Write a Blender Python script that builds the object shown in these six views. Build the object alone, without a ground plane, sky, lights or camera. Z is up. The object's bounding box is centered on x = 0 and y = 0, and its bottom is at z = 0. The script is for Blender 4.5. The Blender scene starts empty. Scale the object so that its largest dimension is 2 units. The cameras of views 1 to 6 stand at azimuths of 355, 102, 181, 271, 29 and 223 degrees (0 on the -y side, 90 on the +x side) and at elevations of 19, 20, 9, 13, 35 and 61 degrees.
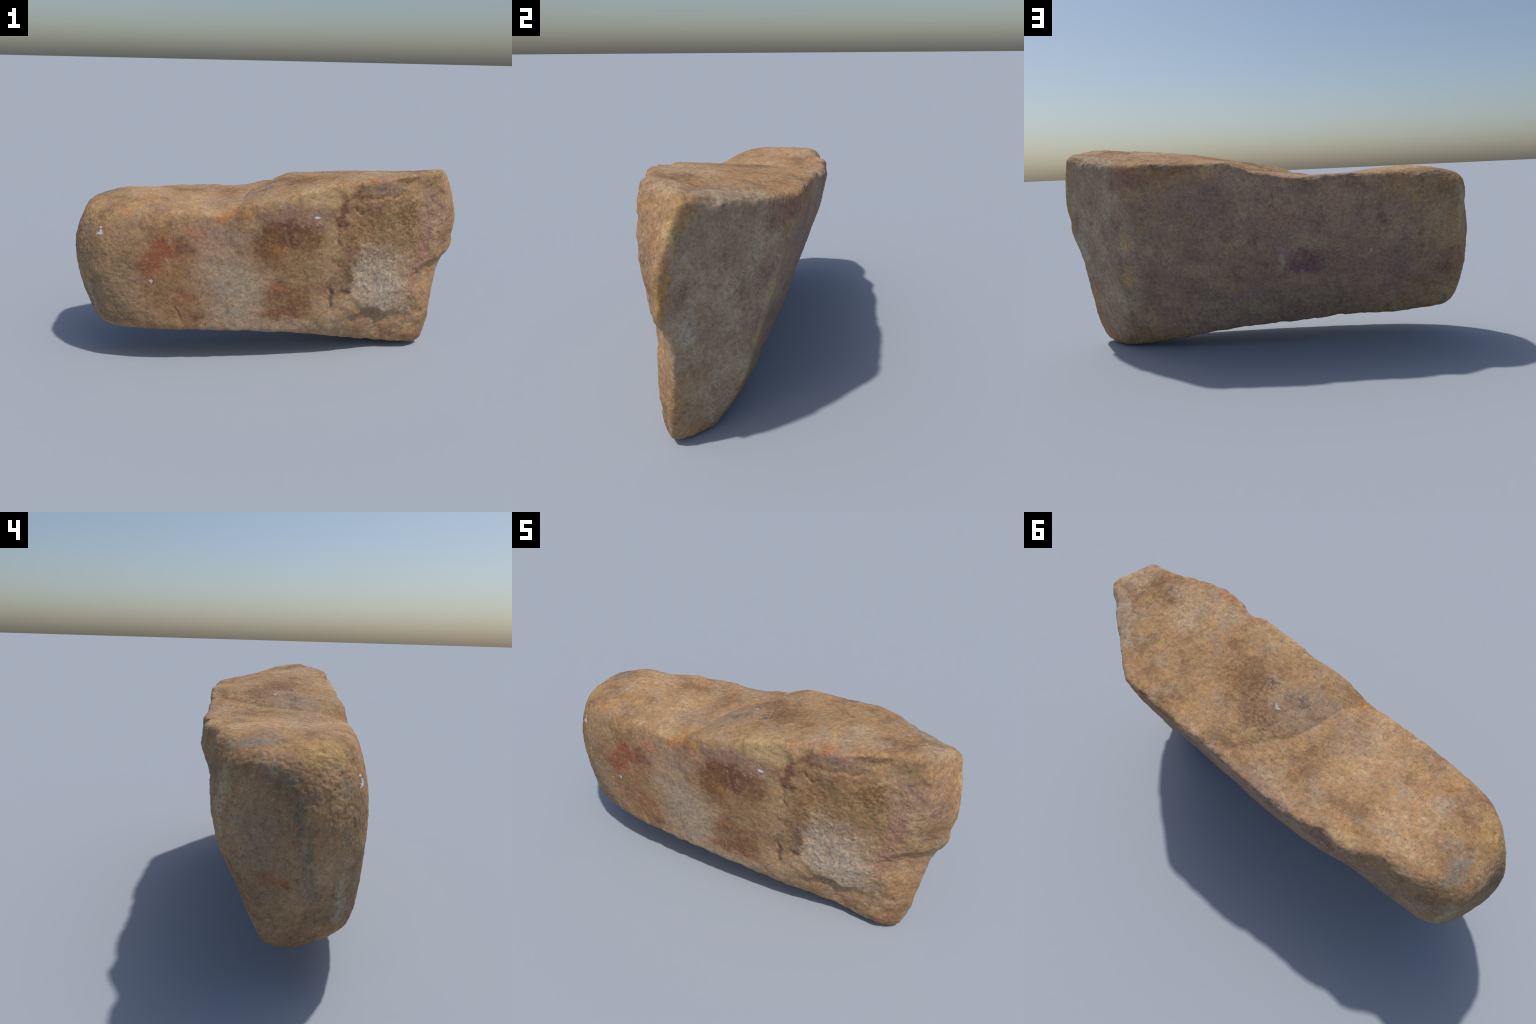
"""A single elongated sandstone boulder resting on its right-hand foot.

The stone is described as a solid bounded by seven gently curved faces (front,
rear, top, underside, slanted fracture end, a narrow facet, rounded left end).
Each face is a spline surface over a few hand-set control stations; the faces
are blended with a soft maximum so that the edges come out worn and rounded.
Fracture steps, ledges, chips and hollows are carved into the faces, then the
skin is roughened with noise.
"""
import bpy
import numpy as np

# ------------------------------------------------------------------ form
FACES = {
    # front wall: distance towards -y, over length x and height z
    'front': dict(u=[-0.9, -0.6, -0.3, 0.0, 0.3, 0.55, 0.78, 0.95], v=[0.02, 0.2, 0.4, 0.62, 0.85], reach=[
        [0.201, 0.237, 0.265, 0.275, 0.205],
        [0.270, 0.293, 0.300, 0.302, 0.272],
        [0.308, 0.298, 0.307, 0.308, 0.282],
        [0.262, 0.284, 0.289, 0.306, 0.291],
        [0.183, 0.267, 0.275, 0.287, 0.276],
        [0.162, 0.235, 0.252, 0.248, 0.265],
        [0.177, 0.181, 0.193, 0.202, 0.192],
        [0.191, 0.169, 0.137, 0.159, 0.170]]),
    # rear wall: distance towards +y, leaning in towards its foot
    'back': dict(u=[-0.85, -0.7, -0.55, -0.4, -0.2, 0.05, 0.3, 0.55], v=[0.05, 0.2, 0.4, 0.6, 0.8], reach=[
        [0.019, 0.066, 0.154, 0.215, 0.176],
        [0.078, 0.077, 0.167, 0.212, 0.233],
        [0.057, 0.098, 0.168, 0.227, 0.266],
        [0.017, 0.095, 0.168, 0.254, 0.294],
        [0.064, 0.113, 0.194, 0.265, 0.303],
        [0.078, 0.135, 0.194, 0.252, 0.296],
        [0.088, 0.111, 0.172, 0.240, 0.292],
        [0.063, 0.109, 0.168, 0.232, 0.285]]),
    # top: height, over length x and depth y
    'top': dict(u=[-0.85, -0.65, -0.45, -0.28, -0.1, 0.08, 0.3, 0.6, 0.9], v=[-0.22, 0.0, 0.22], reach=[
        [0.835, 0.821, 0.840],
        [0.822, 0.845, 0.829],
        [0.809, 0.815, 0.826],
        [0.807, 0.811, 0.819],
        [0.850, 0.851, 0.831],
        [0.888, 0.888, 0.877],
        [0.938, 0.926, 0.904],
        [0.972, 0.952, 0.913],
        [1.008, 0.962, 0.879]]),
    # underside: minus the height; only the right-hand foot touches the ground
    'bottom': dict(u=[-0.8, -0.3, 0.2, 0.55, 0.85], v=[-0.2, -0.05, 0.1], reach=[
        [-0.165, -0.139, -0.115],
        [-0.167, -0.145, -0.110],
        [-0.122, -0.101, -0.078],
        [-0.058, -0.024, -0.023],
        [-0.043, 0.009, 0.026]]),
    # slanted fracture face closing the right-hand end
    'right': dict(u=[-0.25, 0.0, 0.25], v=[0.05, 0.4, 0.65, 0.9], reach=[
        [-0.039, 0.026, 0.060, 0.087],
        [-0.021, 0.050, 0.078, 0.103],
        [0.021, 0.068, 0.092, 0.105]]),
    # narrow facet between the front and that fracture face
    'nose': dict(u=[-0.1, 0.1], v=[0.1, 0.35, 0.5, 0.75, 0.95], reach=[
        [-0.046, -0.036, -0.043, 0.024, 0.002],
        [0.036, 0.044, 0.090, 0.084, 0.003]]),
    # rounded left-hand end: distance towards -x
    'left': dict(u=[-0.25, -0.08, 0.08, 0.22], v=[0.25, 0.45, 0.65, 0.8], reach=[
        [0.865, 0.893, 0.879, 0.824],
        [0.933, 0.984, 0.981, 0.922],
        [0.938, 0.952, 0.948, 0.960],
        [0.921, 0.895, 0.922, 0.953]]),
}

FRONT, BACK, TOP, BOTTOM, RIGHT, NOSE, LEFT = range(7)
ORDER = ['front', 'back', 'top', 'bottom', 'right', 'nose', 'left']


def cardinal(stations):
    """Natural cubic spline weights for the given stations."""
    xs = np.asarray(stations, float)
    n = len(xs)
    h = np.diff(xs)
    if n == 2:
        def two(x):
            t = (x - xs[0]) / h[0]
            return np.stack([1 - t, t], -1)
        return two
    A = np.zeros((n, n))
    B = np.zeros((n, n))
    A[0, 0] = A[-1, -1] = 1
    for i in range(1, n - 1):
        A[i, i - 1], A[i, i], A[i, i + 1] = h[i - 1], 2 * (h[i - 1] + h[i]), h[i]
        B[i, i - 1], B[i, i], B[i, i + 1] = 6 / h[i - 1], -6 / h[i - 1] - 6 / h[i], 6 / h[i]
    M = np.linalg.solve(A, B)
    I = np.eye(n)

    def weights(x):
        xc = np.clip(x, xs[0], xs[-1])
        k = np.clip(np.searchsorted(xs, xc) - 1, 0, n - 2)
        hk = h[k]
        a = (xs[k + 1] - xc) / hk
        b = 1 - a
        v = (a[:, None] * I[k] + b[:, None] * I[k + 1]
             + ((a ** 3 - a) * hk * hk / 6)[:, None] * M[k]
             + ((b ** 3 - b) * hk * hk / 6)[:, None] * M[k + 1])
        slope = ((I[k + 1] - I[k]) / hk[:, None]
                 - ((3 * a * a - 1) * hk / 6)[:, None] * M[k]
                 + ((3 * b * b - 1) * hk / 6)[:, None] * M[k + 1])
        return v + (x - xc)[:, None] * slope
    return weights


for face in FACES.values():
    face['wu'], face['wv'] = cardinal(face['u']), cardinal(face['v'])
    face['reach'] = np.array(face['reach'])


def sig(t):
    return 1 / (1 + np.exp(-np.clip(t, -40, 40)))


def gs(t, w):
    return np.exp(-(t / w) ** 2)

def polyd(px,pz,line):
    """signed distance (left of travel positive) to a polyline and parameter 0..1"""
    L=np.asarray(line,float);best=np.full(px.shape,9.);sgn=np.ones(px.shape);par=np.zeros(px.shape)
    n=len(L)-1
    for i in range(n):
        a,b=L[i],L[i+1];d=b-a;l2=d@d
        t=np.clip(((px-a[0])*d[0]+(pz-a[1])*d[1])/l2,0,1)
        qx=px-a[0]-t*d[0];qz=pz-a[1]-t*d[1];q=np.hypot(qx,qz)
        m=q<best;best=np.where(m,q,best);sgn=np.where(m,np.sign(d[0]*qz-d[1]*qx),sgn);par=np.where(m,(i+t)/n,par)
    return best*sgn,par
def feat(P,G):
    x,y,z=P.T;G=G.copy()
    # carved lines wander a little
    x=x+0.007*np.sin(41*z+13*x)+0.004*np.sin(97*z-20*y+1.0)
    z=z+0.006*np.sin(37*x+9*y)+0.004*np.sin(83*x+2.0)
    # stepped fracture down the front: stone right of the line sits deeper
    xc=np.interp(z,[0.15,0.30,0.40,0.56,0.66,0.78,0.88,0.95],[0.30,0.315,0.35,0.345,0.357,0.372,0.385,0.385])
    d=x-xc
    G[:,FRONT]+=(0.020*sig((z-0.70)/0.04)+0.007*sig((z-0.2)/0.03)*sig((0.7-z)/0.04))*(sig(d/0.008)*np.exp(-np.clip(d,0,9)/0.16))
    G[:,TOP]+=0.012*sig(d/0.01)*np.exp(-np.clip(d,0,9)/0.08)*sig((-0.2-y)/0.015)
    # hollow under the lip low on the front
    lip=np.interp(x,[0.38,0.47,0.53,0.58,0.66,0.75],[0.21,0.26,0.27,0.24,0.235,0.22])
    e=lip-z
    G[:,FRONT]+=0.042*sig(e/0.007)*np.exp(-np.clip(e,0,9)/0.12)*gs(x-0.56,0.11)
    # ledge and notch on the right-hand corner
    lz=np.interp(x,[0.72,0.80,0.88,0.97],[0.43,0.47,0.495,0.515])
    e=lz-z;w=sig((x-0.775)/0.03)
    off=0.040*sig(e/0.012)*np.exp(-np.clip(e,0,9)/0.07)-0.014*gs(e+0.035,0.06)
    G[:,NOSE]+=off*w;G[:,FRONT]+=off*w
    # blunt toe under the notch
    toe=0.014*gs(z-0.19,0.11)*sig((x-0.82)/0.02)
    G[:,NOSE]-=toe;G[:,RIGHT]-=0.4*toe
    # groove below the top edge of the front, right
    e=z-np.interp(x,[0.6,0.68,0.75],[0.958,0.943,0.945])
    G[:,FRONT]+=0.013*np.where(e>0,gs(e,0.007),gs(e,0.028))*gs(x-0.68,0.06)
    e=z-np.interp(x,[0.45,0.57,0.65,0.8],[0.855,0.872,0.877,0.86])
    G[:,FRONT]+=0.008*np.where(e>0,np.exp(-e/0.05),np.exp(e/0.012))*gs(x-0.57,0.14)
    # open cracks
    for line,depth in (([(0.300,0.43),(0.315,0.37),(0.300,0.32),(0.325,0.27)],0.010),([(0.335,0.74),(0.322,0.66),(0.345,0.58)],0.006),
                       ([(0.385,0.83),(0.44,0.80),(0.50,0.81)],0.006),([(-0.49,0.33),(-0.465,0.27),(-0.46,0.22)],0.005)):
        d,t=polyd(x,z,line)
        G[:,FRONT]+=depth*gs(d,0.009)*np.sin(np.pi*np.clip(t,0.03,0.97))**0.5
    # chips out of the rear top edge
    def bite(cx,cy,cz,r,cols,soft=0.01,sx=1,sy=1,sz=1):
        q=np.sqrt(((x-cx)/sx)**2+((y-cy)/sy)**2+((z-cz)/sz)**2)
        v=r-q
        for c in cols: G[:,c]=np.maximum(G[:,c],v)+soft*np.log1p(np.exp(-np.abs(G[:,c]-v)/soft))-soft*np.log(2)*np.exp(-np.abs(G[:,c]-v)/soft)*0
    bite(-0.660,0.345,0.77,0.122,[BACK],0.007,1,1,2.2)

    bite(0.375,-0.305,0.95,0.062,[FRONT],0.006)
    # shallow scar on the rear wall, just under the top edge
    G[:,BACK]+=0.020*sig((z-0.762-0.012*np.sin(30*x))/0.005)*gs(x+0.42,0.085)
    bite(0.905,0.125,0.955,0.088,[RIGHT],0.006,0.8,0.8,1.15)
    G[:,BACK]-=0.016*gs(x+0.50,0.06)*gs(z-0.76,0.10)
    G[:,BACK]-=0.010*gs(x+0.79,0.05)*gs(z-0.72,0.14)
    # foot of the rise across the top
    d,t=polyd(x,y,[(0.05,0.26),(-0.015,0.158),(-0.085,0.05),(-0.12,-0.08),(-0.14,-0.17),(-0.20,-0.26)])
    ad=np.abs(d)
    G[:,TOP]+=0.015*np.exp(-ad/0.045)-0.007*gs(d-0.12,0.06)
    # low swelling on the left part of the top
    G[:,TOP]-=0.010*gs(x+0.44,0.10)*gs(y-0.01,0.10)
    return G


def solid(P, edges=False):
    """Negative inside the stone, positive outside; or how close to an edge."""
    x, y, z = P.T
    place = {'front': (x, z, -y), 'back': (x, z, y), 'top': (x, y, z), 'bottom': (x, y, -z),
             'right': (-0.8 * (x - 0.8) + 0.6 * y, z, 0.6 * (x - 0.8) + 0.8 * y),
             'nose': (0.43 * x + 0.9 * y - 0.3, z, 0.9 * (x - 0.9) - 0.43 * (y + 0.1)),
             'left': (y, z, -x)}
    G = np.empty((len(P), 7))
    for i, k in enumerate(ORDER):
        f = FACES[k]
        u, v, out = place[k]
        u = np.clip(u, f['u'][0] - .2, f['u'][-1] + .2)
        v = np.clip(v, f['v'][0] - .15, f['v'][-1] + .15)
        G[:, i] = out - np.einsum('ni,ij,nj->n', f['wu'](u), f['reach'], f['wv'](v))
    G = feat(P, G)
    if edges:
        two = np.sort(G, axis=1)[:, -2:]
        return np.exp(-(two[:, 1] - two[:, 0]) / 0.018)
    t = np.clip((x + 0.25) / -0.6, 0, 1)
    k = 0.012 + 0.024 * t * t * (3 - 2 * t)          # edges are rounder towards the left end
    m = G.max(-1)
    return m + k * np.log(np.exp((G - m[:, None]) / k[:, None]).sum(-1))


# ------------------------------------------------------------------ noise
rng = np.random.default_rng(11)
PERM = rng.permutation(256)
PERM = np.concatenate([PERM, PERM, PERM])
GRAD = rng.normal(size=(256, 3))
GRAD /= np.linalg.norm(GRAD, axis=1)[:, None]


def perlin(P):
    i = np.floor(P).astype(int)
    f = P - i
    w = f * f * f * (f * (f * 6 - 15) + 10)
    i &= 255
    total = 0
    for dx in (0, 1):
        for dy in (0, 1):
            for dz in (0, 1):
                h = PERM[PERM[PERM[(i[:, 0] + dx) & 255] + ((i[:, 1] + dy) & 255)] + ((i[:, 2] + dz) & 255)]
                d = f - np.array([dx, dy, dz])
                wt = ((w[:, 0] if dx else 1 - w[:, 0]) * (w[:, 1] if dy else 1 - w[:, 1])
                      * (w[:, 2] if dz else 1 - w[:, 2]))
                total = total + wt * (GRAD[h] * d).sum(-1)
    return total


def fractal(P, octaves):
    s, a = 0, 1.0
    for _ in range(octaves):
        s = s + a * perlin(P)
        P = P * 2.03 + 17.3
        a *= 0.5
    return s


# ------------------------------------------------------------------ skin
def box_skin(nx, ny, nz):
    """Closed quad grid on the unit box; returns points in -1..1 and quads."""
    index, points, quads = {}, [], []

    def vid(i, j, k):
        key = (i, j, k)
        if key not in index:
            index[key] = len(points)
            points.append((2 * i / nx - 1, 2 * j / ny - 1, 2 * k / nz - 1))
        return index[key]
    for k, flip in ((0, True), (nz, False)):
        for i in range(nx):
            for j in range(ny):
                q = [vid(i, j, k), vid(i + 1, j, k), vid(i + 1, j + 1, k), vid(i, j + 1, k)]
                quads.append(q[::-1] if flip else q)
    for j, flip in ((0, False), (ny, True)):
        for i in range(nx):
            for k in range(nz):
                q = [vid(i, j, k), vid(i + 1, j, k), vid(i + 1, j, k + 1), vid(i, j, k + 1)]
                quads.append(q[::-1] if flip else q)
    for i, flip in ((0, True), (nx, False)):
        for j in range(ny):
            for k in range(nz):
                q = [vid(i, j, k), vid(i, j + 1, k), vid(i, j + 1, k + 1), vid(i, j, k + 1)]
                quads.append(q[::-1] if flip else q)
    return np.array(points), np.array(quads)


def grow_skin():
    """Cast the box grid outwards from a core line until it meets the surface."""
    Q, quads = box_skin(430, 130, 215)
    # a loose wedge-shaped hull: narrow foot, wide shoulders, slanted right end
    x = Q[:, 0] * 1.02
    z = 0.5 + Q[:, 2] * 0.52
    low = (1 - Q[:, 2]) / 2
    y = Q[:, 1] * (0.32 - 0.16 * low) - 0.06 * low
    x = x - np.clip(Q[:, 0], 0, 1) ** 4 * (Q[:, 1] + 1) / 2 * 0.35
    hull = np.stack([x, y, z], -1)
    core = np.stack([np.clip(Q[:, 0], -1, 1) * 0.70 - 0.02,
                     -0.02 + 0 * x - 0.05 * np.clip(Q[:, 0], 0, 1),
                     0.52 + 0 * x + Q[:, 2] * 0.10], -1)
    ray = hull - core
    ray /= np.linalg.norm(ray, axis=1)[:, None]
    lo = np.zeros(len(ray))
    hi = np.full(len(ray), 0.75)
    for _ in range(9):
        mid = (lo + hi) / 2
        inside = solid(core + ray * mid[:, None]) < 0
        lo = np.where(inside, mid, lo)
        hi = np.where(inside, hi, mid)
    f_lo, f_hi = solid(core + ray * lo[:, None]), solid(core + ray * hi[:, None])
    for _ in range(2):                                  # finish by linear interpolation
        mid = np.where(f_lo < 0, lo + (hi - lo) * np.clip(-f_lo / (f_hi - f_lo + 1e-12), 0, 1), lo)
        f_mid = solid(core + ray * mid[:, None])
        inside = f_mid < 0
        lo, f_lo = np.where(inside, mid, lo), np.where(inside, f_mid, f_lo)
        hi, f_hi = np.where(inside, hi, mid), np.where(inside, f_hi, f_mid)
    return core + ray * mid[:, None], quads


def surface_normals(P, e=0.003):
    here = solid(P)
    g = np.stack([solid(P + e * a) - here for a in np.eye(3)], -1)
    return g / np.linalg.norm(g, axis=1)[:, None]

def roughen(P):
    N = surface_normals(P)
    x, y, z = P.T
    h = 0.0050 * fractal(P * 7.0, 2)                       # soft swellings
    h += 0.0030 * fractal(P * 26.0 + 3.1, 3)               # dents
    coarse = sig((perlin(P * 3.1 + 9.0) - 0.02) / 0.08)
    h += (0.0012 + 0.0012 * coarse) * fractal(P * 85.0 + 5.7, 2)   # grain
    # coarse flaking on the crown of the left end
    patch = gs(x + 0.90, 0.13) * gs(y + 0.08, 0.20) * gs(z - 0.70, 0.14)
    h -= 0.0045 * patch * np.clip(fractal(P * np.array([30., 38., 55.]), 3), -0.1, 0.6)
    # ragged stone along the front fracture
    ragged = gs(x - 0.42, 0.10) * sig((-0.15 - y) / 0.02) * sig((z - 0.25) / 0.05)
    h -= 0.006 * ragged * fractal(P * np.array([28., 28., 20.]) + 2.0, 3)
    # broken, scabby texture on the right half of the front
    scab = sig((x - 0.36) / 0.03) * sig((-0.12 - y) / 0.02)
    h -= 0.0028 * scab * np.abs(fractal(P * 17.0 + 8.0, 3))
    h += 0.0020 * scab * sig((perlin(P * 24.0 + 4.4) - 0.05) / 0.03)
    # chipped, uneven edges; the left end is worn smooth
    rim = solid(P, edges=True) * (0.35 + 0.65 * sig((x + 0.55) / 0.1))
    h -= 0.012 * rim * np.clip(fractal(P * 15.0 + 1.3, 3), -0.15, 0.6)
    # scratchy facets in the hollow of the top
    hollow = gs(x - 0.10, 0.17) * gs(y - 0.02, 0.14) * sig((z - 0.82) / 0.02)
    h -= 0.006 * hollow * np.abs(fractal(P * np.array([13., 24., 13.]) + 6.0, 3))
    return P + N * h[:, None]



P, quads = grow_skin()
P = roughen(P)
P[:, 2] -= P[:, 2].min() * np.clip(1 - P[:, 2] / 0.3, 0, 1) ** 2   # set the foot on the ground

mesh = bpy.data.meshes.new('boulder')
mesh.from_pydata(P.tolist(), [], quads.tolist())
mesh.polygons.foreach_set('use_smooth', [True] * len(mesh.polygons))
mesh.update()
boulder = bpy.data.objects.new('boulder', mesh)
bpy.context.scene.collection.objects.link(boulder)
boulder['label'] = 'elongated orange-brown sandstone boulder with rust stains and chipped edges'
boulder['category'] = 'rock'

# ------------------------------------------------------------------ stone material
mat = bpy.data.materials.new('weathered_sandstone')
mat.use_nodes = True
tree = mat.node_tree
nodes, links = tree.nodes, tree.links
nodes.clear()


def node(kind, **props):
    n = nodes.new(kind)
    for k, v in props.items():
        setattr(n, k, v)
    return n


def feed(socket, value):
    if isinstance(value, bpy.types.NodeSocket):
        links.new(value, socket)
    else:
        socket.default_value = value


def math(op, a, b=0.0, c=0.0):
    n = node('ShaderNodeMath', operation=op)
    for s, v in zip(n.inputs, (a, b, c)):
        feed(s, v)
    return n.outputs[0]


def vmath(op, a, b=(0, 0, 0), out=0):
    n = node('ShaderNodeVectorMath', operation=op)
    feed(n.inputs[0], a)
    feed(n.inputs[1], b)
    return n.outputs[out]


def noise(coord, scale, detail=4.0, rough=0.55, out='Fac'):
    n = node('ShaderNodeTexNoise')
    feed(n.inputs['Vector'], coord)
    n.inputs['Scale'].default_value = scale
    n.inputs['Detail'].default_value = detail
    n.inputs['Roughness'].default_value = rough
    return n.outputs[out]


def step(value, lo, hi, to_lo=0.0, to_hi=1.0):
    n = node('ShaderNodeMapRange', interpolation_type='SMOOTHSTEP')
    feed(n.inputs['Value'], value)
    n.inputs['From Min'].default_value = lo
    n.inputs['From Max'].default_value = hi
    n.inputs['To Min'].default_value = to_lo
    n.inputs['To Max'].default_value = to_hi
    return n.outputs['Result']


def mix(fac, a, b, blend='MIX'):
    n = node('ShaderNodeMix', data_type='RGBA', blend_type=blend)
    feed(n.inputs['Factor'], fac)
    feed(n.inputs['A'], a if isinstance(a, bpy.types.NodeSocket) else (*a, 1))
    feed(n.inputs['B'], b if isinstance(b, bpy.types.NodeSocket) else (*b, 1))
    return n.outputs['Result']


obj = node('ShaderNodeTexCoord').outputs['Object']
# stains have wandering outlines: the point is shifted by noise before it is measured
sway = vmath('SUBTRACT', noise(obj, 7.0, 4.0, 0.6, 'Color'), (0.5, 0.5, 0.5))
fray = vmath('SUBTRACT', noise(obj, 34.0, 4.0, 0.6, 'Color'), (0.5, 0.5, 0.5))
place = vmath('ADD', obj, vmath('MULTIPLY', sway, (0.16, 0.10, 0.16)))
place = vmath('ADD', place, vmath('MULTIPLY', fray, (0.06, 0.04, 0.06)))
ragged = math('SUBTRACT', noise(obj, 24.0, 8.0, 0.72), 0.5)
gritty = math('SUBTRACT', noise(obj, 75.0, 5.0, 0.75), 0.5)

# stains are thin and broken inside as well
breaks = step(noise(vmath('ADD', obj, (5, 2, 3)), 30.0, 8.0, 0.75), 0.36, 0.60, 0.55, 1.15)
breaks_fine = step(noise(vmath('ADD', obj, (4, 4, 8)), 70.0, 6.0, 0.75), 0.40, 0.58, 0.25, 1.1)

# ground colour of the stone: tan sandstone, clouded with ochre, grey and rosy tones
cloud = noise(obj, 4.5, 8.0, 0.66)
TAN, DEEP, LIGHT = (0.365, 0.222, 0.112), (0.245, 0.142, 0.073), (0.470, 0.312, 0.175)
ground = mix(step(cloud, 0.38, 0.50), DEEP, TAN)
ground = mix(step(cloud, 0.51, 0.64), ground, LIGHT)
ground = mix(step(noise(vmath('ADD', obj, (3, 1, 7)), 9.0, 7.0, 0.7), 0.50, 0.62, 0, 0.6), ground, (0.430, 0.250, 0.108))
ground = mix(step(noise(vmath('ADD', obj, (8, 5, 2)), 11.0, 8.0, 0.7), 0.51, 0.62, 0, 0.7), ground, (0.330, 0.240, 0.165))
ground = mix(step(noise(vmath('ADD', obj, (1, 9, 4)), 15.0, 7.0, 0.7), 0.53, 0.64, 0, 0.4), ground, (0.350, 0.165, 0.095))
colour = ground


def after(coord):
    """The same coordinate, but worked out only once the colour so far is known
    (keeps the long chain of stains within the shader's memory)."""
    return vmath('ADD', coord, vmath('MULTIPLY', colour, (1e-7, 1e-7, 1e-7)))


def stain(centre, size, tint, strength, soft=0.55, grit=0.0, wobble=1.7, turn=0.0):
    """Lay a stain of the given tint over the stone around a spot."""
    global colour
    m = node('ShaderNodeMapping', vector_type='TEXTURE')
    feed(m.inputs['Vector'], after(place))
    m.inputs['Location'].default_value = centre
    m.inputs['Scale'].default_value = size
    m.inputs['Rotation'].default_value = (0, 0, turn)
    d = vmath('LENGTH', m.outputs[0], out=1)
    d = math('MULTIPLY_ADD', gritty if grit else ragged, -(grit or wobble), d)
    broken = breaks_fine if grit else breaks
    colour = mix(math('MULTIPLY', step(d, 1 + soft, 1 - soft, 0.0, strength), broken), colour, tint)


def fleck(centre, size, tint):
    """A small crisp spot of mineral or lichen."""
    global colour
    m = node('ShaderNodeMapping', vector_type='TEXTURE')
    feed(m.inputs['Vector'], after(close))
    m.inputs['Location'].default_value = centre
    m.inputs['Scale'].default_value = size
    d = math('MULTIPLY_ADD', gritty, -1.5, vmath('LENGTH', m.outputs[0], out=1))
    colour = mix(step(d, 1.2, 0.7, 0.0, 0.9), colour, tint)


RUST, RED_BROWN, BROWN = (0.300, 0.100, 0.048), (0.200, 0.085, 0.048), (0.205, 0.105, 0.042)
ORANGE, MAUVE, PALE = (0.440, 0.190, 0.055), (0.255, 0.150, 0.105), (0.420, 0.330, 0.245)
WHITE, YELLOW, OLIVE = (0.480, 0.395, 0.315), (0.490, 0.335, 0.165), (0.245, 0.150, 0.062)
PINK, DARK, SLATE = (0.350, 0.175, 0.130), (0.120, 0.085, 0.065), (0.200, 0.190, 0.155)
GREIGE, END_GREY, OCHRE = (0.300, 0.208, 0.150), (0.345, 0.262, 0.182), (0.420, 0.275, 0.140)
CREAM = (0.480, 0.365, 0.245)

patchy = noise(vmath('ADD', obj, (9, 1, 1)), 8.0, 8.0, 0.68)
rosy = noise(vmath('ADD', obj, (2, 8, 6)), 6.0, 6.0, 0.62)
GREIGE_MIX = mix(step(patchy, 0.38, 0.62), (0.245, 0.168, 0.128), (0.362, 0.258, 0.178))
GREIGE_MIX = mix(step(rosy, 0.48, 0.62, 0, 0.7), GREIGE_MIX, (0.300, 0.188, 0.155))
END_GREY_MIX = mix(step(patchy, 0.38, 0.62), (0.290, 0.215, 0.148), (0.425, 0.328, 0.222))
END_GREY_MIX = mix(step(rosy, 0.48, 0.62, 0, 0.6), END_GREY_MIX, (0.340, 0.230, 0.165))

# rear wall and fracture end: greyer, duller tone
stain((0.0, 0.50, 0.30), (1.25, 0.47, 0.60), GREIGE_MIX, 0.95, 0.12, wobble=0.6)
stain((0.785, 0.11, 0.40), (0.12, 0.27, 0.60), END_GREY_MIX, 0.95, 0.12, wobble=0.6, turn=0.927)
stain((-0.18, 0.21, 0.42), (0.075, 0.08, 0.060), (0.200, 0.100, 0.112), 1.0)
stain((-0.09, 0.23, 0.50), (0.050, 0.08, 0.030), (0.330, 0.210, 0.215), 0.6)
stain((0.56, 0.28, 0.845), (0.080, 0.06, 0.040), (0.270, 0.130, 0.110), 0.75)
stain((0.27, 0.28, 0.74), (0.090, 0.07, 0.070), (0.270, 0.175, 0.145), 0.5)
stain((0.08, 0.29, 0.80), (0.100, 0.06, 0.040), PALE, 0.4)
stain((0.637, 0.20, 0.52), (0.022, 0.06, 0.055), (0.45, 0.30, 0.13), 0.8)
stain((0.645, 0.16, 0.39), (0.026, 0.06, 0.07), (0.45, 0.30, 0.13), 0.8)
stain((-0.33, 0.28, 0.71), (0.110, 0.06, 0.050), OCHRE, 0.45)
stain((-0.07, 0.27, 0.64), (0.060, 0.06, 0.060), PINK, 0.45)
stain((-0.54, 0.24, 0.62), (0.022, 0.06, 0.045), DARK, 0.55)
stain((0.14, 0.15, 0.30), (0.030, 0.05, 0.020), ORANGE, 0.55)
stain((0.08, 0.14, 0.27), (0.080, 0.06, 0.040), (0.290, 0.175, 0.160), 0.5)
stain((-0.62, 0.18, 0.46), (0.035, 0.06, 0.150), (0.215, 0.170, 0.140), 0.5)
stain((-0.82, 0.20, 0.56), (0.060, 0.06, 0.090), OCHRE, 0.5)
stain((0.64, 0.25, 0.84), (0.060, 0.07, 0.055), (0.275, 0.150, 0.130), 0.6)
stain((0.96, -0.02, 0.73), (0.030, 0.04, 0.060), (0.440, 0.390, 0.300), 0.55)
stain((0.92, -0.02, 0.50), (0.040, 0.05, 0.055), (0.440, 0.390, 0.300), 0.6)
stain((0.69, 0.19, 0.62), (0.030, 0.05, 0.060), (0.235, 0.150, 0.125), 0.5)
stain((0.976, -0.035, 0.86), (0.025, 0.025, 0.060), (0.600, 0.400, 0.165), 0.8)
stain((0.988, -0.065, 0.66), (0.025, 0.022, 0.110), (0.490, 0.275, 0.095), 0.8)

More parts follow.
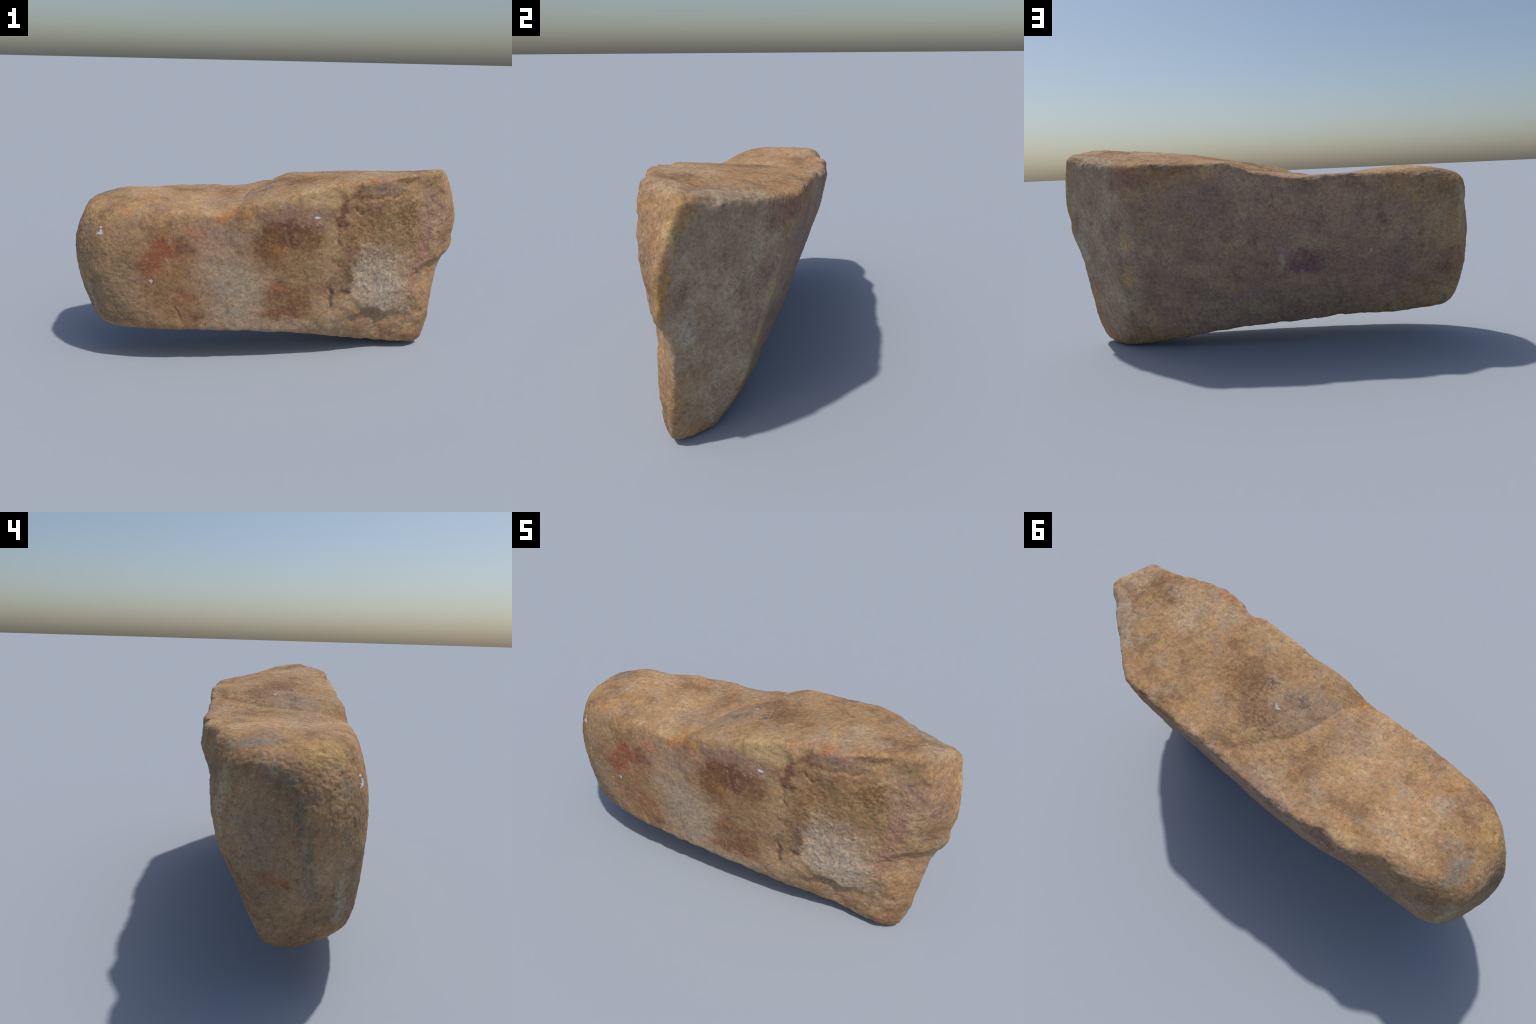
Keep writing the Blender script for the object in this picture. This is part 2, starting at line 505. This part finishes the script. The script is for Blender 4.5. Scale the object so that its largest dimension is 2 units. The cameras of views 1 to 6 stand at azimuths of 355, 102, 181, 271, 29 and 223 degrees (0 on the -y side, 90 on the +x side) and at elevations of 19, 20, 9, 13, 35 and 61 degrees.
# rounded left end
stain((-0.96, 0.03, 0.45), (0.07, 0.20, 0.30), (0.335, 0.215, 0.125), 0.6)
stain((-0.82, -0.26, 0.36), (0.13, 0.15, 0.14), (0.300, 0.200, 0.120), 0.55)
stain((-0.75, -0.29, 0.60), (0.13, 0.10, 0.15), (0.350, 0.225, 0.115), 0.45)
stain((-0.86, -0.12, 0.81), (0.06, 0.08, 0.04), (0.480, 0.290, 0.105), 0.6)
stain((-0.84, 0.10, 0.82), (0.033, 0.08, 0.03), SLATE, 0.75)
stain((-0.945, 0.01, 0.745), (0.045, 0.06, 0.025), SLATE, 0.5)
stain((-0.99, -0.055, 0.62), (0.06, 0.018, 0.05), (0.150, 0.155, 0.115), 0.8, 0.4, 2.2)
stain((-0.985, -0.09, 0.51), (0.06, 0.016, 0.08), (0.150, 0.155, 0.115), 0.7, 0.4, 2.2)
stain((-0.965, -0.11, 0.40), (0.06, 0.016, 0.07), (0.150, 0.155, 0.115), 0.6, 0.4, 2.2)
stain((-0.97, 0.00, 0.415), (0.05, 0.05, 0.026), (0.330, 0.125, 0.050), 0.75, 0.4, 2.0)
stain((-0.96, -0.05, 0.34), (0.05, 0.05, 0.040), OCHRE, 0.5)
stain((-0.92, -0.19, 0.385), (0.05, 0.028, 0.05), (0.430, 0.390, 0.310), 0.65, 0.4, 2.2)
stain((-0.89, -0.19, 0.30), (0.05, 0.035, 0.06), (0.430, 0.390, 0.310), 0.5, 0.4, 2.2)
stain((-0.914, 0.185, 0.66), (0.035, 0.02, 0.09), (0.470, 0.390, 0.220), 0.7)
stain((-0.955, 0.07, 0.55), (0.05, 0.06, 0.10), GREIGE, 0.5)

# top
stain((0.19, 0.00, 0.905), (0.110, 0.065, 0.08), (0.180, 0.096, 0.050), 1.0, 0.5, 2.0)
stain((0.06, 0.07, 0.885), (0.080, 0.070, 0.08), (0.190, 0.105, 0.060), 0.9, 0.5, 2.0)
stain((0.29, 0.02, 0.920), (0.100, 0.080, 0.08), (0.300, 0.165, 0.070), 0.5, 0.5, 2.4)
stain((-0.03, -0.06, 0.865), (0.085, 0.110, 0.08), (0.270, 0.195, 0.140), 0.65)
stain((0.115, -0.065, 0.90), (0.022, 0.018, 0.05), (0.09, 0.085, 0.08), 0.75, 0.3, 3.0)
stain((0.00, -0.07, 0.876), (0.060, 0.022, 0.05), (0.11, 0.10, 0.09), 0.6, 0.3, 3.2)
stain((0.55, -0.03, 0.95), (0.060, 0.050, 0.05), CREAM, 0.6, 0.5, 2.0)
stain((0.62, -0.13, 0.97), (0.080, 0.060, 0.05), CREAM, 0.45, 0.5, 2.0)
stain((0.87, -0.05, 0.98), (0.070, 0.060, 0.05), CREAM, 0.6, 0.5, 2.0)
stain((-0.69, -0.07, 0.84), (0.050, 0.055, 0.04), CREAM, 0.55, 0.5, 2.0)
stain((-0.26, -0.10, 0.815), (0.090, 0.100, 0.04), (0.345, 0.235, 0.160), 0.5)
stain((-0.256, -0.08, 0.813), (0.020, 0.030, 0.03), OCHRE, 0.6)
stain((-0.51, 0.245, 0.825), (0.030, 0.030, 0.03), YELLOW, 0.6)
stain((-0.42, 0.26, 0.765), (0.090, 0.050, 0.04), (0.330, 0.185, 0.135), 0.8)

# front: broad rusty wash under the stronger stains
stain((-0.46, -0.30, 0.46), (0.13, 0.10, 0.24), (0.325, 0.160, 0.070), 0.55, 0.8, wobble=2.6)
stain((0.09, -0.30, 0.50), (0.17, 0.10, 0.30), (0.310, 0.165, 0.075), 0.50, 0.8, wobble=2.6)
stain((0.50, -0.26, 0.78), (0.22, 0.10, 0.13), (0.285, 0.150, 0.068), 0.55, 0.8, wobble=2.6)

# front, left half: rust stains over grey-tan stone
stain((-0.27, -0.30, 0.52), (0.11, 0.12, 0.22), PALE, 0.50)
stain((-0.15, -0.30, 0.38), (0.13, 0.12, 0.17), PALE, 0.60)
stain((0.03, -0.29, 0.215), (0.28, 0.10, 0.05), PALE, 0.40)
stain((-0.28, -0.30, 0.67), (0.16, 0.10, 0.10), (0.315, 0.190, 0.130), 0.55)
stain((-0.43, -0.30, 0.38), (0.14, 0.10, 0.14), (0.310, 0.170, 0.080), 0.45)
stain((-0.52, -0.30, 0.58), (0.13, 0.10, 0.11), (0.340, 0.160, 0.065), 0.50)
stain((-0.600, -0.30, 0.545), (0.055, 0.10, 0.055), RUST, 0.95)
stain((-0.535, -0.30, 0.625), (0.060, 0.10, 0.050), RUST, 1.0)
stain((-0.445, -0.30, 0.620), (0.050, 0.10, 0.055), RED_BROWN, 0.8)
stain((-0.375, -0.30, 0.705), (0.060, 0.10, 0.028), (0.450, 0.190, 0.095), 0.6)
stain((-0.445, -0.30, 0.37), (0.060, 0.10, 0.055), RUST, 0.5)
stain((-0.376, -0.30, 0.26), (0.045, 0.10, 0.035), RED_BROWN, 0.8)
stain((-0.227, -0.30, 0.331), (0.022, 0.10, 0.012), ORANGE, 0.8)
stain((-0.21, -0.29, 0.79), (0.070, 0.08, 0.020), ORANGE, 0.65)
stain((-0.11, -0.29, 0.80), (0.040, 0.08, 0.018), ORANGE, 0.75)

# dark slanting bands on the left shoulder of the front
tilt = node('ShaderNodeMapping', vector_type='POINT')
feed(tilt.inputs['Vector'], obj)
tilt.inputs['Rotation'].default_value = (0, 0.7, 0)
tilt.inputs['Scale'].default_value = (0.8, 1.0, 3.2)
bands = step(noise(tilt.outputs[0], 14.0, 6.0, 0.65), 0.50, 0.62)
GREY_BAND = mix(bands, colour, (0.215, 0.150, 0.098))
stain((-0.74, -0.28, 0.45), (0.15, 0.12, 0.22), GREY_BAND, 0.8)

# front, middle: the two big brown stains
stain((0.08, -0.30, 0.77), (0.17, 0.10, 0.065), MAUVE, 1.0, 0.3)
stain((0.07, -0.30, 0.70), (0.15, 0.10, 0.060), (0.150, 0.066, 0.040), 1.0, 0.35)
stain((-0.02, -0.30, 0.63), (0.055, 0.10, 0.090), (0.190, 0.085, 0.036), 0.9)
stain((0.19, -0.30, 0.67), (0.055, 0.10, 0.085), (0.190, 0.095, 0.045), 0.9)
stain((0.05, -0.30, 0.63), (0.050, 0.10, 0.030), (0.400, 0.185, 0.060), 0.7)
stain((0.03, -0.30, 0.57), (0.040, 0.10, 0.035), (0.260, 0.115, 0.060), 0.6)
stain((0.13, -0.30, 0.545), (0.14, 0.10, 0.050), (0.360, 0.220, 0.095), 0.55)
stain((0.07, -0.29, 0.36), (0.13, 0.10, 0.095), (0.205, 0.098, 0.044), 0.9, 0.5)
stain((0.08, -0.29, 0.27), (0.14, 0.10, 0.022), (0.205, 0.085, 0.040), 0.85)
stain((0.175, -0.28, 0.43), (0.028, 0.10, 0.060), (0.235, 0.125, 0.065), 0.5)
stain((0.02, -0.29, 0.415), (0.028, 0.10, 0.018), (0.420, 0.135, 0.055), 0.8)
stain((0.25, -0.27, 0.885), (0.13, 0.10, 0.050), YELLOW, 0.75)
stain((0.29, -0.30, 0.60), (0.055, 0.10, 0.150), OCHRE, 0.6)
stain((0.29, -0.27, 0.25), (0.10, 0.10, 0.060), OCHRE, 0.6)

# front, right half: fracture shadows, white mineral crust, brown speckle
stain((0.50, -0.25, 0.64), (0.13, 0.10, 0.13), (0.310, 0.180, 0.070), 0.55, 0.5, 2.4)
stain((0.63, -0.23, 0.70), (0.14, 0.10, 0.12), OLIVE, 0.8, 0.6, 2.2)
stain((0.70, -0.21, 0.77), (0.060, 0.08, 0.060), BROWN, 1.0, 0.5, 1.8)
stain((0.56, -0.25, 0.43), (0.150, 0.10, 0.130), WHITE, 0.9, 0.9, 3.0)
stain((0.62, -0.23, 0.33), (0.110, 0.10, 0.090), WHITE, 0.6, 0.9, 3.0)
stain((0.47, -0.26, 0.54), (0.090, 0.10, 0.080), WHITE, 0.5, 0.9, 3.0)
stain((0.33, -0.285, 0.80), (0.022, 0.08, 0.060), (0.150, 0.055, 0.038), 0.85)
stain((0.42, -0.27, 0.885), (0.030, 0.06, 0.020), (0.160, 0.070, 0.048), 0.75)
stain((0.41, -0.27, 0.62), (0.038, 0.08, 0.110), BROWN, 0.7, 0.5, 2.0)
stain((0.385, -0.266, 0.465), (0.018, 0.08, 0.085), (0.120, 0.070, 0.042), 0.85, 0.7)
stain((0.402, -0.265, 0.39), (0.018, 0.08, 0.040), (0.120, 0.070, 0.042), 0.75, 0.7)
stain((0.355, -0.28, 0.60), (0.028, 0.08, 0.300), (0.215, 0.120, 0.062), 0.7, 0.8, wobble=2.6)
stain((0.307, -0.27, 0.345), (0.014, 0.08, 0.070), (0.130, 0.085, 0.055), 0.8)  # crevice darkness drawn into the colour along the open crack
stain((0.80, -0.20, 0.65), (0.035, 0.10, 0.130), PINK, 0.65)
stain((0.76, -0.19, 0.43), (0.028, 0.10, 0.100), PINK, 0.5)
stain((0.83, -0.19, 0.80), (0.080, 0.10, 0.070), (0.290, 0.170, 0.125), 0.55)
stain((0.93, -0.11, 0.78), (0.060, 0.08, 0.150), (0.270, 0.130, 0.070), 0.6, 0.7, 2.6)
stain((0.50, -0.255, 0.94), (0.050, 0.05, 0.022), (0.400, 0.145, 0.055), 0.6)
stain((0.57, -0.26, 0.915), (0.10, 0.06, 0.028), (0.290, 0.205, 0.165), 0.65)
stain((0.67, -0.22, 0.945), (0.070, 0.05, 0.018), (0.190, 0.110, 0.065), 0.6)
stain((0.84, -0.13, 0.30), (0.080, 0.12, 0.140), (0.440, 0.255, 0.125), 0.55)
stain((0.53, -0.23, 0.24), (0.080, 0.08, 0.030), (0.255, 0.160, 0.090), 0.6)
stain((0.62, -0.17, 0.08), (0.060, 0.10, 0.020), (0.400, 0.150, 0.060), 0.6)
stain((0.79, -0.17, 0.08), (0.060, 0.10, 0.040), (0.320, 0.125, 0.060), 0.6)

# weathering streaks: thin darker and paler runs that cut across the stains
runs = noise(vmath('ADD', vmath('MULTIPLY', obj, (1.0, 1.0, 0.55)), (6, 2, 5)), 19.0, 9.0, 0.74)
colour = mix(step(runs, 0.46, 0.33, 0, 0.55), colour, (0.175, 0.105, 0.065))
colour = mix(step(runs, 0.56, 0.70, 0, 0.40), colour, (0.455, 0.315, 0.190))

# grain: hue flicker, dark pores, pale grains
flicker = mix(0.8, noise(obj, 42.0, 6.0, 0.75, 'Color'), noise(obj, 120.0, 3.0, 0.7, 'Color'))
flicker = mix(0.72, flicker, noise(obj, 55.0, 7.0, 0.8))
gain = node('ShaderNodeMix', data_type='RGBA', blend_type='MULTIPLY')
gain.inputs['Factor'].default_value = 1.0
feed(gain.inputs['A'], colour)
feed(gain.inputs['B'], vmath('ADD', vmath('MULTIPLY', flicker, (2.6, 2.6, 2.6)), (-0.29, -0.29, -0.29)))
colour = gain.outputs['Result']
pores = noise(vmath('ADD', obj, (2, 6, 1)), 95.0, 4.0, 0.7)
colour = mix(step(pores, 0.42, 0.31, 0, 0.7), colour, (0.085, 0.065, 0.050))
grains = noise(vmath('ADD', obj, (7, 3, 9)), 110.0, 3.0, 0.65)
colour = mix(step(grains, 0.60, 0.72, 0, 0.38), colour, (0.600, 0.500, 0.390))

close = vmath('ADD', obj, vmath('MULTIPLY', fray, (0.035, 0.035, 0.035)))
CHALK = (0.66, 0.64, 0.62)
fleck((-0.826, -0.252, 0.700), (0.010, 0.03, 0.012), CHALK)
fleck((-0.836, -0.250, 0.690), (0.014, 0.03, 0.006), CHALK)
fleck((-0.828, -0.250, 0.722), (0.006, 0.03, 0.006), CHALK)
fleck((0.213, -0.295, 0.777), (0.020, 0.03, 0.007), CHALK)
fleck((-0.591, -0.303, 0.463), (0.008, 0.03, 0.008), CHALK)
fleck((-0.441, -0.266, 0.802), (0.007, 0.02, 0.005), CREAM)
fleck((0.024, 0.007, 0.880), (0.014, 0.006, 0.03), (0.50, 0.44, 0.38))
stain((-0.075, 0.215, 0.450), (0.016, 0.06, 0.035), (0.42, 0.35, 0.32), 0.7)
fleck((-0.487, 0.195, 0.468), (0.005, 0.04, 0.008), (0.48, 0.42, 0.39))

bsdf = node('ShaderNodeBsdfPrincipled')
feed(bsdf.inputs['Base Color'], colour)
bsdf.inputs['Roughness'].default_value = 0.88
bsdf.inputs['Specular IOR Level'].default_value = 0.25
bump = node('ShaderNodeBump')
bump.inputs['Strength'].default_value = 0.55
bump.inputs['Distance'].default_value = 0.004
feed(bump.inputs['Height'], math('ADD', noise(obj, 120.0, 6.0, 0.7), math('MULTIPLY', pores, 0.7)))
links.new(bump.outputs['Normal'], bsdf.inputs['Normal'])
out = node('ShaderNodeOutputMaterial')
links.new(bsdf.outputs[0], out.inputs['Surface'])
mesh.materials.append(mat)
